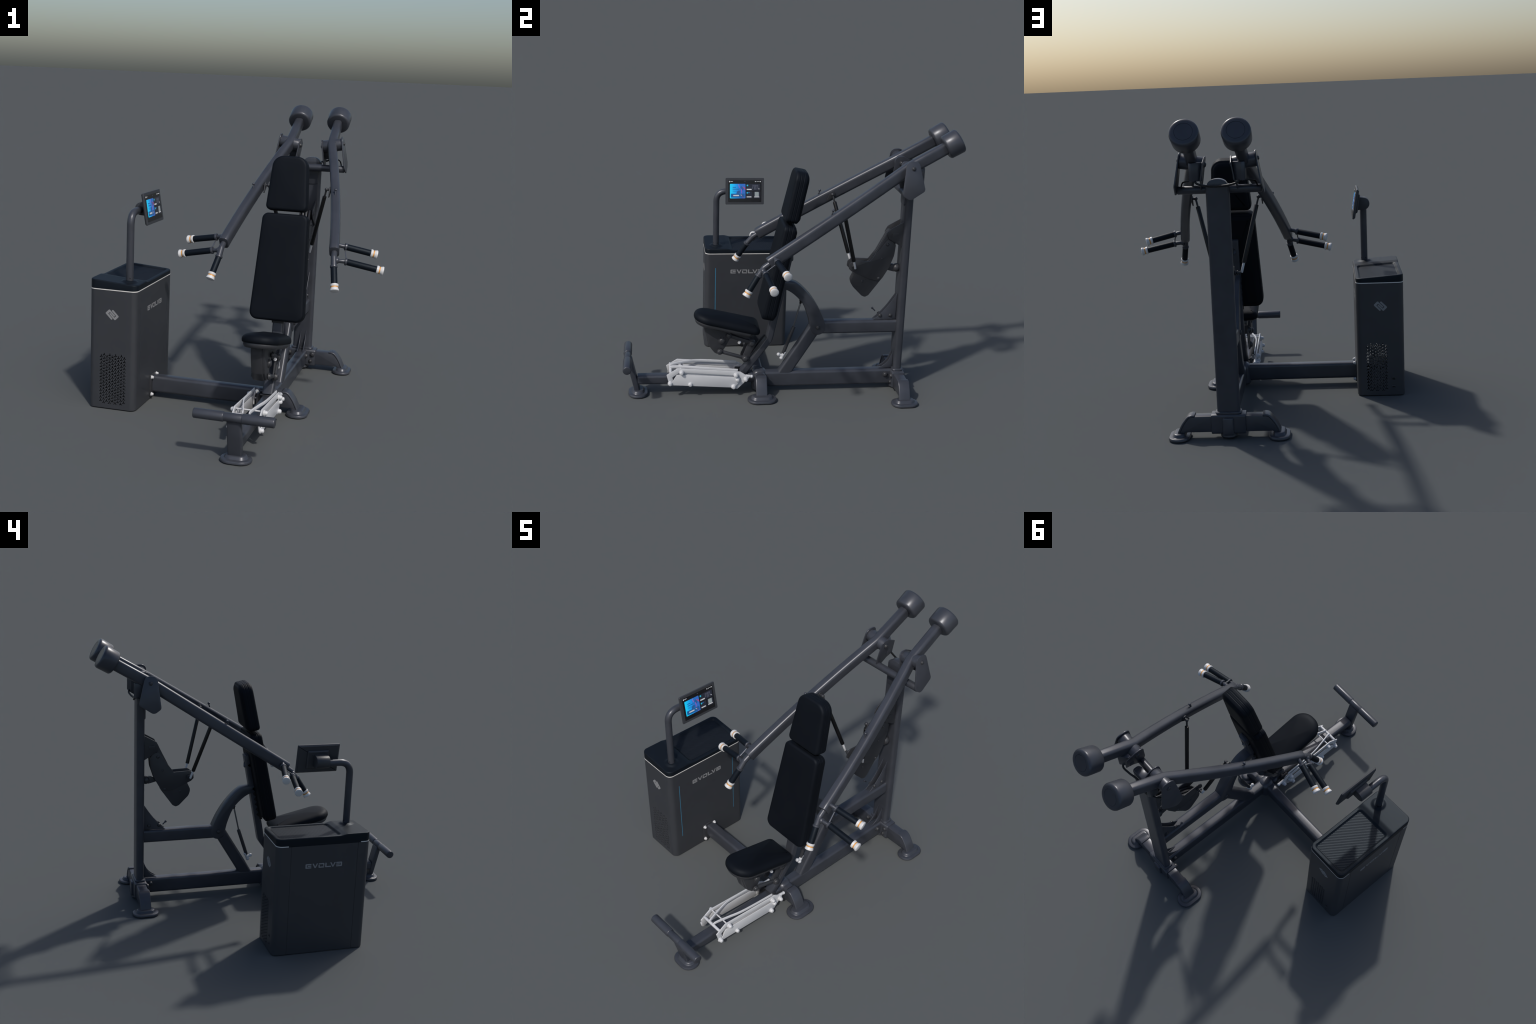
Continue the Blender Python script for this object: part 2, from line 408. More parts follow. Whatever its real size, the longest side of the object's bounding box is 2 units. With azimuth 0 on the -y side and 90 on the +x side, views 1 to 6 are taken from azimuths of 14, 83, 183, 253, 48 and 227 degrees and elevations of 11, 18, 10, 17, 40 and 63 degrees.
# cables
Geo().sweep(smooth([(0.300, 0.752, 1.366), (0.286, 0.764, 1.348), (0.245, 0.758, 1.336), (XM, 0.747, 1.331), (0.13, 0.758, 1.336), (0.086, 0.764, 1.348), (0.070, 0.752, 1.366)], 8), circ(0.0058, 10), side=(0, 0, 1)).make("cable", BLACK, tower)
cab2 = Geo().sweep(smooth([(0.318, 0.752, 1.362), (0.342, 0.740, 1.358), (0.368, 0.70, 1.348), (0.381, 0.672, 1.318), (0.384, 0.655, 1.300)], 6), circ(0.004, 10), side=(0, 1, 0.1)).make("cable", BLACK, head)

# ------------------------------------------------------------------ press arms
def press_arm(s, A0, A1, A2, up, low, fwd, stud):
    """bowed flat-oval tube from the grips over the pivot to the counterweight; s = +1 right, -1 console side
    up / low / fwd = (collar, tip) of the three grips"""
    A0, A1, A2 = Vector(A0), Vector(A1), Vector(A2)
    Q = (A0+A1)/2+Vector((s*0.028, 0, 0))
    path = [A0*(1-t)**2+Q*2*t*(1-t)+A1*t*t for t in [i/22 for i in range(22)]]+[A1, A1.lerp(A2, .06), A2]
    arm = Geo().sweep(path, rrect(0.054, 0.072, 0.019, 6), ch=0.004).make("press_arm", FRAME)
    wd = Vector((0.0, 0.868, 0.497)).normalized()
    wt = Geo()
    wt.lathe([(0, 0.03), (0, 0.058), (0.0015, 0.063), (0.006, 0.0685), (0.012, 0.0715), (0.086, 0.0735), (0.0925, 0.0718), (0.0975, 0.0675), (0.100, 0.060),
              (0.1005, 0.046), (0.0992, 0.0452), (0.0992, 0.0440), (0.1005, 0.0432), (0.1005, 0.02)], A2-wd*0.002+Vector((0, 0, 0.003)), wd, 48)
    wt.make("counterweight", FRAME, arm, angle=50)
    for ring, tip in (up, low, fwd): grip(ring, tip, arm)
    UR, LR, FR = Vector(up[0]), Vector(low[0]), Vector(fwd[0])
    st = Geo()
    st.sweep(bend([A0+Vector((0, 0.008, 0.003)), A0+Vector((s*0.004, -0.028, -0.022)), FR], 0.02), circ(0.0165, 20), side=(1, 0, 0))
    LB = A0.lerp(FR, 0.60)+Vector((0, 0, 0.004))
    st.rod(LB, LR, 0.0115); st.ball(LB.lerp(LR, .22), 0.018)
    st.rod(A0+Vector((0, 0.030, 0.038)), UR, 0.0115)
    st.make("grip_stub", FRAME, arm)
    Geo().sweep([UR-Vector((0, 0.010, 0.016)), LR+Vector((0, 0.002, 0.017))], rrect(0.007, 0.004, 0.0015, 3), side=(1, 0, 0)).make("grip_link", STEEL, arm)
    sv = Vector(stud)
    Geo().rod(sv-Vector((0, 0.008, 0.030)), sv, 0.004).ball(sv+Vector((0, 0, 0.0015)), 0.0085).make("stud", FRAME, arm)
    # spring eye on the inner side
    AX = Vector((XM+s*0.173, 0.287, 1.218)); x0, x1 = sorted((AX.x+s*0.017, AX.x+s*0.023))
    ey = Geo()
    ey.prism(fillet([(0.250, 1.165), (0.310, 1.205), (0.302, 1.234), (0.278, 1.236)], [.006, .012, .012, .012]), 'x', x0, x1, 0.001)
    ey.rod(AX, AX+Vector((s*0.03, 0, 0)), 0.007); ey.ball(AX, 0.0105)
    ey.make("spring_eye", PLATE, arm)
    return arm

def grip(ring, end, parent):
    """rubber sleeve with collar and a flared white end knob carrying an orange band"""
    ring = Vector(ring); end = Vector(end); d = (end-ring).normalized(); L = (end-ring).length
    g = Geo(); k = L-0.038
    g.lathe([(-0.006, 0.011), (-0.006, 0.0180), (-0.004, 0.0205), (0.004, 0.0205), (0.007, 0.0180), (0.008, 0.012)], ring, d, 24)
    g.make("collar", FRAME, parent)
    g = Geo(); g.lathe([(0.004, 0.012), (0.006, 0.0168), (0.010, 0.0176), (k-0.002, 0.0176), (k, 0.015)], ring, d, 24)
    g.make("grip", GRIP, parent)
    g = Geo()
    g.lathe([(k-0.001, 0.012), (k-0.001, 0.0205), (k+0.001, 0.0228), (k+0.009, 0.0228), (k+0.0125, 0.0205), (k+0.013, 0.016)], ring, d, 28)
    g.lathe([(k+0.0195, 0.016), (k+0.0198, 0.0208), (k+0.023, 0.0215), (k+0.029, 0.0236), (k+0.033, 0.0246), (k+0.036, 0.0238), (k+0.038, 0.0205), (k+0.0392, 0.012), (k+0.0395, 0.003)], ring, d, 28)
    g.make("end_knob", IVORY, parent)
    Geo().lathe([(k+0.0120, 0.015), (k+0.0122, 0.0202), (k+0.0160, 0.0198), (k+0.0203, 0.0203), (k+0.0205, 0.015)], ring, d, 28).make("orange_band", AMBER, parent)
press_arm(1, (0.501, -0.158, 0.934), (0.316, 0.668, 1.444), (0.309, 0.884, 1.566),
          ((0.556, -0.118, 0.962), (0.724, -0.077, 0.925)), ((0.571, -0.183, 0.893), (0.772, -0.157, 0.854)), ((0.513, -0.218, 0.867), (0.536, -0.291, 0.750)),
          (0.429, 0.213, 1.226))
press_arm(-1, (-0.118, -0.160, 0.932), (0.053, 0.668, 1.444), (0.060, 0.884, 1.566),
          ((-0.173, -0.117, 0.955), (-0.350, -0.080, 0.920)), ((-0.176, -0.180, 0.890), (-0.374, -0.155, 0.848)), ((-0.124, -0.223, 0.867), (-0.150, -0.294, 0.751)),
          (-0.057, 0.218, 1.226))
AX = Vector((0.363, 0.287, 1.218))

def gas_spring(top, bot, k0, k1, r, parent, name="gas_spring", rod_mat=WHITE, rr=0.0045):
    top = Vector(top); bot = Vector(bot)
    g = Geo().rod(top.lerp(bot, k0), top.lerp(bot, k1), r, 20)
    o = g.make(name, BLACK, parent)
    Geo().rod(top, top.lerp(bot, k0+0.01), 0.0055).make("spring_rod_end", PLATE, o)
    Geo().rod(top.lerp(bot, k1-0.01), bot, rr).make("spring_rod", rod_mat, o)
    return o
spring = gas_spring(AX, (0.262, 0.400, 0.818), 0.105, 0.872, 0.0118, None, rr=0.0068)

head2 = mirrored(head, about=XA); spring2 = mirrored(spring)

# ------------------------------------------------------------------ curved support and back post
arc_o = smooth([(-0.060, 0.731), (-0.008, 0.730), (0.060, 0.713), (0.139, 0.636), (0.199, 0.544), (0.238, 0.456), (0.243, 0.424)], 6)
arc_i = smooth([(0.146, 0.424), (0.132, 0.487), (0.099, 0.572), (0.056, 0.627), (-0.002, 0.670), (-0.060, 0.682)], 6)
bot = [(0.1945+0.0485*math.cos(a), 0.424+0.050*math.sin(a)) for a in [-math.pi*k/10 for k in range(1, 10)]]
poly = [tuple(p) for p in arc_o]+bot+[tuple(p) for p in arc_i]
curved = Geo().prism(poly, 'x', XC-0.034, XC+0.034, 0.010).make("curved_support", FRAME)
for s in (-1, 1): bolt((XC+s*0.0345, 0.193, 0.428), (s, 0, 0), curved, 1.15)
bp = Geo()
bp.sweep(bend([(XC, -0.268, 0.125), (XC, -0.106, 0.350), (XC, -0.002, 0.870), (XC, 0.012, 0.94)], [0, 0.06, 0.05, 0], 8), rrect(0.062, 0.044, 0.011, 5), ch=0.003)
back_post = bp.make("back_post", FRAME)
rack = [(-0.060, 0.72), (-0.034, 0.72)]
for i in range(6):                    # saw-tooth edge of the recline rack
    z = 0.715-i*0.036; y = -0.034-(0.72-z)*0.21
    rack += [(y+0.010, z-0.006), (y-0.012, z-0.024)]
rack += [(-0.088, 0.495), (-0.105, 0.495)]
Geo().prism(rack, 'x', XC-0.034, XC+0.034, 0.001).make("toothed_rack", BLACK, back_post)
# small seat gas spring
gs = Geo().rod((XM, 0.050, 0.424), (XM, -0.012, 0.243), 0.0115).make("seat_gas_spring", PLATE)
Geo().rod((XM, 0.085, 0.578), (XM, 0.047, 0.418), 0.005).make("spring_rod", STEEL, gs)
Geo().rod((XM-0.012, 0.086, 0.590), (XM+0.012, 0.086, 0.590), 0.008).rod((XM, 0.09, 0.60), (XM, 0.084, 0.572), 0.007).make("spring_eye", BLACK, gs)
Geo().rod((XM, -0.004, 0.250), (XM, -0.022, 0.212), 0.0105).ball((XM, -0.004, 0.248), 0.0115).ball((XM, -0.022, 0.213), 0.0130).rod((XM, -0.016, 0.226), (XM, -0.038, 0.235), 0.0080).ball((XM, -0.041, 0.236), 0.0115).make("ball_joint", WHITE, gs)

# ------------------------------------------------------------------ pads
def cushion(name, outline, O, U, V, N, layers, crown, mat, parent):
    """outline in (u, v); layers = (height along N, inset); top closed by a shallow crown"""
    O, U, V, N = map(Vector, (O, U, V, N))
    cx = sum(p[0] for p in outline)/len(outline); cy = sum(p[1] for p in outline)/len(outline)
    R = []
    for h, d in layers:
        R.append([O+U*a+V*b+N*h for a, b in offset(outline, d)])
    h, d = layers[-1]; last = offset(outline, d)
    for k in (0.85, 0.6, 0.3, 0.05):
        R.append([O+U*(cx+(a-cx)*k)+V*(cy+(b-cy)*k)+N*(h+crown*(1-k*k)) for a, b in last])
    h, d = layers[0]; first = offset(outline, d)
    R = [[O+U*(cx+(a-cx)*k)+V*(cy+(b-cy)*k)+N*h for a, b in first] for k in (0.05, 0.6)]+R
    g = Geo(); g.rings(R); return g.make(name, mat, parent, angle=60)

PA = math.atan(0.2135)
PU = (1, 0, 0); PVv = (0, math.sin(PA), math.cos(PA)); PN = (0, -math.cos(PA), math.sin(PA))
def pad_layers(t):
    r = 0.015; q = 0.010
    L = [(-t, 0.016), (-t+0.002, 0.008), (-t+0.006, 0.002), (-t+0.012, 0.0)]
    for f in (0.36, 0.62):           # two welted seams round the edge
        h = -t*(1-f)
        L += [(h-0.006, 0.0), (h-0.003, -0.0006), (h-0.0008, 0.0012), (h+0.0008, 0.0012), (h+0.003, -0.0006), (h+0.006, 0.0)]
    for a in (0, 25, 50, 70, 90):
        a = math.radians(a); L.append((-r+r*math.sin(a), r-r*math.cos(a)))
    return L
def on_plane(z): return (0.197, -0.148+(z-0.637)*0.2135, z)
LP = fillet([(-0.156, 0.0), (0.156, 0.0), (0.129, 0.596), (-0.129, 0.596)], [.045, .045, .035, .035], 8)
back_pad = cushion("back_pad", LP, on_plane(0.524), PU, PVv, PN, pad_layers(0.078), 0.004, VINYL, back_post)
HP = fillet([(-0.118, 0.0), (0.118, 0.0), (0.096, 0.305), (-0.096, 0.305)], [.028, .028, .062, .062], 10)
head_pad = cushion("head_pad", HP, on_plane(1.123), PU, PVv, PN, pad_layers(0.078), 0.004, VINYL, back_post)
for nm_, ol, z0, dd in (("back_shell", LP, 0.524, 0.014), ("head_shell", HP, 1.123, 0.010)):   # moulded backing behind each pad
    cushion(nm_, ol, on_plane(z0), PU, PVv, PN, [(-0.0885, dd+0.026), (-0.0875, dd+0.018), (-0.084, dd+0.010), (-0.078, dd), (-0.074, dd)], 0.0, VINYL, back_post)

SA = math.atan(0.240)
SU = (1, 0, 0); SV = (0, math.cos(SA), -math.sin(SA)); SN = (0, math.sin(SA), math.cos(SA))
SO = Vector((0.195, -0.572, 0.500))
SP = fillet([(-0.100, 0.0), (0.100, 0.0), (0.106, 0.408), (-0.106, 0.408)], [.094, .094, .036, .036], 12)
SPP = fillet([(-0.096, 0.006), (0.096, 0.006), (0.102, 0.380), (-0.102, 0.380)], [.090, .090, .036, .036], 12)
pan_l = [(-0.027, 0.020), (-0.024, 0.012), (-0.014, 0.005), (-0.002, 0.003), (0.002, 0.006)]
seat_pan = cushion("seat_pan", SPP, SO, SU, SV, SN, pan_l, 0.0, PLATE, back_post)
cl = [(-0.001, 0.010), (0.001, 0.003), (0.006, 0.0), (0.016, -0.001), (0.026, 0.001), (0.034, 0.006), (0.041, 0.014), (0.046, 0.026), (0.0495, 0.042)]
cushion("seat_pad", SP, SO, SU, SV, SN, cl, 0.008, VINYL, back_post)

# seat carriage, links and pins
car = Geo()
cp = fillet([(-0.516, 0.474), (-0.508, 0.42), (-0.476, 0.308), (-0.438, 0.256), (-0.402, 0.256), (-0.375, 0.30), (-0.322, 0.405), (-0.33, 0.43)], [0, .03, .03, .03, .02, .01, .01, 0], 5)
car.prism(cp, 'x', 0.148, 0.212, 0.008)
car.prism(offset(cp, 0.006), 'x', 0.200, 0.224, 0.003)
car.prism(fillet([(-0.345, 0.436), (-0.195, 0.398), (-0.192, 0.378), (-0.25, 0.352), (-0.335, 0.395)], .005, 3), 'x', 0.158, 0.224, 0.003)
carriage = car.make("seat_carriage", PLATE, back_post)
FU, FL, RU, RL = (-0.356, 0.384), (-0.411, 0.280), (-0.214, 0.333), (-0.253, 0.231)
lk = Geo()
for x in (0.200, 0.230):
    lk.sweep([(x, FU[0], FU[1]), (x, RU[0], RU[1])], rrect(0.010, 0.022, 0.003, 3), ch=0.002)
lk.sweep([(0.224, FL[0], FL[1]), (0.224, RL[0], RL[1])], rrect(0.020, 0.022, 0.008, 3), ch=0.002)
lk.make("seat_link", PLATE, carriage)
bk = Geo()
sp = fillet([(-0.192, 0.350), (-0.230, 0.356), (-0.262, 0.265), (-0.278, 0.226), (-0.264, 0.204), (-0.236, 0.206), (-0.228, 0.245), (-0.192, 0.315)], .012, 4)
sp2 = fillet([(-0.225, 0.215), (-0.195, 0.215), (-0.115, 0.335), (-0.128, 0.362), (-0.165, 0.318)], .006, 3)
for x in (0.150, 0.222):
    bk.prism(sp, 'x', x-0.004, x+0.004, 0.0015); bk.prism(sp2, 'x', x-0.003, x+0.003, 0.001)
bk.make("link_bracket", PLATE, back_post)
for s in (-1, 1):
    for (y, z), x, k in ((FU, 0.046, 1.35), (FL, 0.044, 1.4), (RU, 0.046, 1.65), (RL, 0.046, 1.6), ((-0.398, 0.349), 0.036, 1.75)):
        bolt((XM+s*x, y, z), (s, 0, 0), carriage, k)
Geo().rod((0.205, -0.245, 0.335), (0.232, -0.288, 0.341), 0.006).make("release_rod", PLATE, carriage)
Geo().rod((0.231, -0.286, 0.341), (0.236, -0.294, 0.342), 0.0095).make("release_knob", WHITE, carriage)

# ------------------------------------------------------------------ white pedal bracket on the front beam
ped_out = [(-0.738, 0.146), (-0.670, 0.189), (-0.285, 0.157), (-0.226, 0.118), (-0.302, 0.042), (-0.330, 0.048)]
ped_in = [(-0.328, 0.072), (-0.282, 0.110), (-0.303, 0.131), (-0.658, 0.162), (-0.703, 0.130), (-0.694, 0.090), (-0.722, 0.082)]
ped_band = ped_out+ped_in
pedal = None
for s in (-1, 1):
    x = XM+s*0.072
    o = Geo().prism(fillet(ped_band, .003, 2), 'x', x-0.003, x+0.003, 0.0008).make("pedal_frame", WHITE, pedal)
    if pedal is None: pedal = o; pedal.name = "pedal_bracket"
    pp = fillet([(-0.716, 0.082), (-0.676, 0.150), (-0.318, 0.126), (-0.285, 0.096), (-0.322, 0.055)], .005, 3)
    Geo().prism(pp, 'x', x+s*0.0085-0.002, x+s*0.0085+0.002, 0.0008).make("pedal_plate", WHITE, pedal)
    ip = fillet([(-0.690, 0.096), (-0.660, 0.158), (-0.300, 0.130), (-0.290, 0.100), (-0.325, 0.062)], .004, 3)
    Geo().prism(ip, 'x', x-s*0.006-0.0012, x-s*0.006+0.0012, 0.0005).make("pedal_panel", WHITE, pedal)
    # inner rail that sweeps in towards the middle at the front
    pr = smooth([(XM+s*0.018, -0.713, 0.168), (XM+s*0.020, -0.695, 0.177), (XM+s*0.040, -0.620, 0.183), (XM+s*0.056, -0.545, 0.182), (XM+s*0.061, -0.45, 0.175), (XM+s*0.062, -0.300, 0.162)], 6)
    Geo().sweep(pr, rrect(0.007, 0.018, 0.0025, 2), ch=0.001).make("pedal_rail", WHITE, pedal)
    for y, z in ((-0.716, 0.092), (-0.646, 0.162), (-0.593, 0.084), (-0.326, 0.062), (-0.251, 0.108), (-0.312, 0.137), (-0.302, 0.108)):
        bolt((x+s*0.009, y, z), (s, 0, 0), pedal, 1.3 if z > 0.07 else 1.45, WBOLT, "pedal_bolt")
    Geo().prism(fillet([(-0.315, 0.140), (-0.285, 0.150), (-0.262, 0.118), (-0.29, 0.07), (-0.322, 0.082)], .006, 3), 'x', x-s*0.012-0.002, x-s*0.012+0.002, 0.0008).make("pedal_lug", WHITE, pedal)
    Geo().rod((x-s*0.012, -0.296, 0.112), (x-s*0.032, -0.296, 0.112), 0.0045).make("pedal_pin", WHITE, pedal)
    Geo().rod((x-s*0.004, -0.258, 0.127), (x-s*0.004, -0.214, 0.122), 0.0085).ball((x-s*0.004, -0.214, 0.121), 0.0105).make("pedal_knuckle", WHITE, pedal)
Geo().rod((XM-0.072, -0.713, 0.160), (XM+0.072, -0.713, 0.160), 0.0085).make("pedal_rod", WHITE, pedal)
Geo().rod((XM-0.072, -0.652, 0.170), (XM+0.072, -0.652, 0.170), 0.0042).make("pedal_rod", WHITE, pedal)
Geo().rod((XM-0.072, -0.275, 0.126), (XM+0.072, -0.275, 0.126), 0.005).make("pedal_axle", PLATE, pedal)
Geo().prism(fillet([(-0.31, 0.14), (-0.26, 0.14), (-0.25, 0.07), (-0.32, 0.06)], .006, 3), 'x', XM-0.046, XM-0.036, 0.001).make("pedal_mount", PLATE, pedal)
Geo().prism(fillet([(-0.31, 0.14), (-0.26, 0.14), (-0.25, 0.07), (-0.32, 0.06)], .006, 3), 'x', XM+0.036, XM+0.046, 0.001).make("pedal_mount", PLATE, pedal)

# ------------------------------------------------------------------ cabinet
X0, X1, Y0, Y1 = -0.781, -0.507, -0.461, 0.106
CR = 0.034
def cab_outline(d=0.0, seg=8):
    return fillet([(X0+d, Y0+d), (X1-d, Y0+d), (X1-d, Y1-d), (X0+d, Y1-d)], max(CR-d, 0.004), seg)
WALL = 0.006; ZT = 0.672
g = Geo()
o_, i_ = cab_outline(), cab_outline(WALL)
g.rings([[(x, y, z) for x, y in pl] for pl, z in ((i_, 0.0015), (offset(o_, .002), 0.0015), (o_, 0.004), (o_, ZT), (i_, ZT))], closed=True)
cabinet = g.make("cabinet", CASE)

def wye(cx, cz, R, w):
    pts = []
    for k in range(3):
        a = math.radians(90+120*k); d = Vector((math.cos(a), math.sin(a))); n = Vector((-d.y, d.x))
        a2 = math.radians(90+120*k-60); inn = Vector((math.cos(a2), math.sin(a2)))*(w/math.sqrt(3)*1.0)
        pts += [inn, d*R-n*w/2, d*R+n*w/2]
    return [(cx+p.x, cz+p.y) for p in pts]
cut = Geo()
def vents(cols, xs, pitch, ylo, yhi, zodd, zeven):
    for c in range(cols):
        x = xs+c*pitch; odd = c % 2 == 0
        for k in range(14 if odd else 15):
            cut.prism(wye(x, (zodd if odd else zeven)-k*0.01953, 0.0102, 0.0049), 'y', ylo, yhi, 0)
vents(9, -0.7072, 0.01695, Y0-0.01, Y0+0.012, 0.2985, 0.3085)
vents(7, -0.6725, 0.01732, Y1-0.012, Y1+0.01, 0.2985, 0.3085)
for y in (-0.391, 0.031):                         # light slots
    cut.prism([(y-0.0028, 0.151), (y+0.0028, 0.151), (y+0.0028, 0.576), (y-0.0028, 0.576)], 'x', X1-0.004, X1+0.01, 0)
for y in (-0.384, 0.020):                         # panel seams
    cut.prism([(y-0.0009, 0.0), (y+0.0009, 0.0), (y+0.0009, 0.70), (y-0.0009, 0.70)], 'x', X0-0.01, X0+0.0016, 0)
cutter = cut.make("vent_cutter", CASE)
md = cabinet.modifiers.new("cut", 'BOOLEAN'); md.operation = 'DIFFERENCE'; md.solver = 'EXACT'; md.object = cutter
dg = bpy.context.evaluated_depsgraph_get()
nm = bpy.data.meshes.new_from_object(cabinet.evaluated_get(dg))
cabinet.modifiers.clear(); cabinet.data = nm
nm.materials.clear(); nm.materials.append(CASE)
nm.polygons.foreach_set("material_index", [0]*len(nm.polygons))
nm.polygons.foreach_set("use_smooth", [True]*len(nm.polygons)); nm.set_sharp_from_angle(angle=math.radians(30))
bpy.data.objects.remove(cutter)
for y in (-0.391, 0.031):
    Geo().prism([(y-0.0026, 0.1515), (y+0.0026, 0.1515), (y+0.0026, 0.5755), (y-0.0026, 0.5755)], 'x', X1-0.0038, X1-0.0026, 0).make("light_strip", LED, cabinet)
Geo().box((-0.690, -0.20, 0.004), (-0.586, 0.070, 0.150), ch=0.003, r=0.004, axis='x').make("grey_inner_block", MARK, cabinet)
# sockets on the rear face
for z, h in ((0.104, 0.018), (0.055, 0.014)):
    s_ = Geo().box((-0.726, Y1-0.003, z-h/2), (-0.704, Y1+0.0025, z+h/2), ch=0.001, r=0.002, axis='y').make("socket", PLATE, cabinet)
    Geo().box((-0.722, Y1+0.0015, z-h/2+0.004), (-0.708, Y1+0.003, z+h/2-0.004), ch=0.0003, axis='y').make("socket_hole", HOLE, s_)
# white trim line: front, right and rear, plus short returns on the left
tr = []
for x, y in cab_outline(0.0026, 10): tr.append((x, y))
ring = [(X0+0.0026, -0.401)]
k0 = min(range(len(tr)), key=lambda i: (tr[i][0]-(X0+0.0026))**2+(tr[i][1]-(Y0+CR))**2)
order = [tr[(k0+i) % len(tr)] for i in range(len(tr))]
ring += order+[(X0+0.0026, 0.037)]
if (Vector(order[1])-Vector((X0, Y0+CR))).length > 0.2:
    ring = [(X0+0.0026, -0.401)]+[order[0]]+order[1:][::-1]+[(X0+0.0026, 0.037)]
Geo().sweep([(x, y, 0.6755) for x, y in ring], [(-0.0024, -0.0030), (0.0024, -0.0030), (0.0024, 0.0030), (-0.0024, 0.0030)], side=(0, 0, 1)).make("trim_line", TRIM, cabinet)

# lid: sloping top with raised front deck and recessed tray
def sstep(a, b, x):
    t = min(1, max(0, (x-a)/(b-a))); return t*t*(3-2*t)
def rr_dist(x, y, x0, x1, y0, y1, r):
    """signed distance, positive inside a rounded rectangle"""
    cx, cy = (x0+x1)/2, (y0+y1)/2; hx, hy = (x1-x0)/2-r, (y1-y0)/2-r
    dx, dy = abs(x-cx)-hx, abs(y-cy)-hy
    return r-(math.hypot(max(dx, 0), max(dy, 0))+min(max(dx, dy), 0))
def lid_z(x, y):
    z = 0.702+(X1-x)*0.070
    z += 0.0085*sstep(-0.272, -0.322, y)
    d = rr_dist(x, y, X0+0.019, X1-0.019, -0.286, Y1-0.020, 0.022)
    z -= 0.010*sstep(0.0, 0.010, d)
    e = rr_dist(x, y, X0, X1, Y0, Y1, CR)
    if e < 0.006:
        q = max(0.0, e); z -= 0.006-math.sqrt(max(0, 0.006**2-(0.006-q)**2))
    pr = math.hypot(x+0.578, y+0.385)                    # flared boss round the pole
    z += 0.009*sstep(0.048, 0.026, pr)
    return z
g = Geo()
def spread(a, b, n):
    """samples that crowd towards both ends"""
    base = [i/n for i in range(n+1)]
    fine = [0.0, 0.002, 0.005, 0.009, 0.014, 0.022]
    u = sorted(set(fine+[1-f for f in fine]+[t for t in base if 0.03 < t < 0.97]))
    return [a+(b-a)*t for t in u]
ys = spread(Y0, Y1, 110); us = spread(-1, 1, 70)
idx = {}
for j, y in enumerate(ys):
    e = max(0.0, max(Y0+CR-y, y-(Y1-CR)))
    hw = (X1-X0)/2-CR+math.sqrt(max(0, CR*CR-e*e))
    for i, u in enumerate(us):
        x = (X0+X1)/2+u*hw
        idx[i, j] = len(g.v); g.v.append(Vector((x, y, lid_z(x, y))))
nu, ny = len(us), len(ys)
for j in range(ny-1):
    for i in range(nu-1):
        g.f.append((idx[i, j], idx[i+1, j], idx[i+1, j+1], idx[i, j+1]))
edge = [idx[i, 0] for i in range(nu)]+[idx[nu-1, j] for j in range(1, ny)]+[idx[i, ny-1] for i in range(nu-2, -1, -1)]+[idx[0, j] for j in range(ny-2, 0, -1)]
low = []
for k in edge:
    v = g.v[k]; low.append(len(g.v)); g.v.append(Vector((v.x, v.y, 0.679)))
low2 = []
for k in edge:
    v = g.v[k]; low2.append(len(g.v)); c = Vector(((X0+X1)/2, (Y0+Y1)/2, 0)); dv = Vector((v.x, v.y, 0))-c
    g.v.append(Vector((c.x+dv.x*0.972, c.y+dv.y*0.988, 0.6785)))
low3 = []
for k in low2:
    v = g.v[k]; low3.append(len(g.v)); g.v.append(Vector((v.x, v.y, 0.655)))
n = len(edge)
for A, B in ((edge, low), (low, low2), (low2, low3)):
    for i in range(n): g.f.append((A[i], A[(i+1) % n], B[(i+1) % n], B[i]))
g.f.append(tuple(low3))
lid = g.make("lid", LID, cabinet, angle=45)
# dark filler where the trim is interrupted on the left
Geo().box((X0+0.0005, -0.399, 0.6725), (X0+0.008, 0.035, 0.6795), ch=0.0006).make("lid_lip", LID, cabinet)
# ribbed mat in the tray (diagonal ridges)
g = Geo()
mx0, mx1, my0, my1 = X0+0.031, X1-0.031, -0.272, Y1-0.034
nx, nyy = 112, 176
for j in range(nyy+1):
    for i in range(nx+1):
        x = mx0+(mx1-mx0)*i/nx; y = my0+(my1-my0)*j/nyy
        ph = (x-y)/math.sqrt(2)/0.0105
        rib = max(0.0, math.sin(2*math.pi*ph))**0.6 if math.sin(2*math.pi*ph) > 0 else 0
        z = 0.692+(X1-x)*0.070+0.0008+0.0011*rib
        g.v.append(Vector((x, y, z)))
for j in range(nyy):
    for i in range(nx):
        a = j*(nx+1)+i; g.f.append((a, a+1, a+nx+2, a+nx+1))
g.make("tray_mat", MAT_, cabinet, angle=70)

# lettering: blocky strokes, drawn in (s, t) units of letter height
def strokes(poly_list, to3d, depth, name, parent, mat=MARK):
    g = Geo()
    for pl in poly_list:
        a = [to3d(s, t, 0.0) for s, t in pl]; b = [to3d(s, t, depth) for s, t in pl]
        g.rings([a, b])
    return g.make(name, mat, parent)
def bar(a, b, w):
    a = Vector(a); b = Vector(b); d = (b-a).normalized(); n = Vector((-d.y, d.x))*w/2
    return [tuple(a+n), tuple(a-n), tuple(b-n), tuple(b+n)]
W = 0.24
def letter_e(x, flip=False):
    P = [fillet([(0.0, 0.0), (1.30, 0.0), (1.30, W), (W*1.25, W), (W*1.25, 1-W), (1.30, 1-W), (1.30, 1.0), (0.0, 1.0)], [.16, 0, 0, .05, .05, 0, 0, .16], 4),
         [(0.50, 0.5-W/2), (1.30, 0.5-W/2), (1.30, 0.5+W/2), (0.50, 0.5+W/2)]]
    if flip: P = [[(1.30-a, b) for a, b in pl][::-1] for pl in P]
    return [[(x+a, b) for a, b in pl] for pl in P]
def letter_v(x):
    return [[(x+a, b) for a, b in [(0.0, 1.0), (0.30, 1.0), (0.64, 0.30), (0.98, 1.0), (1.24, 1.0), (0.78, 0.05), (0.72, 0.0), (0.56, 0.0), (0.50, 0.05)]]]
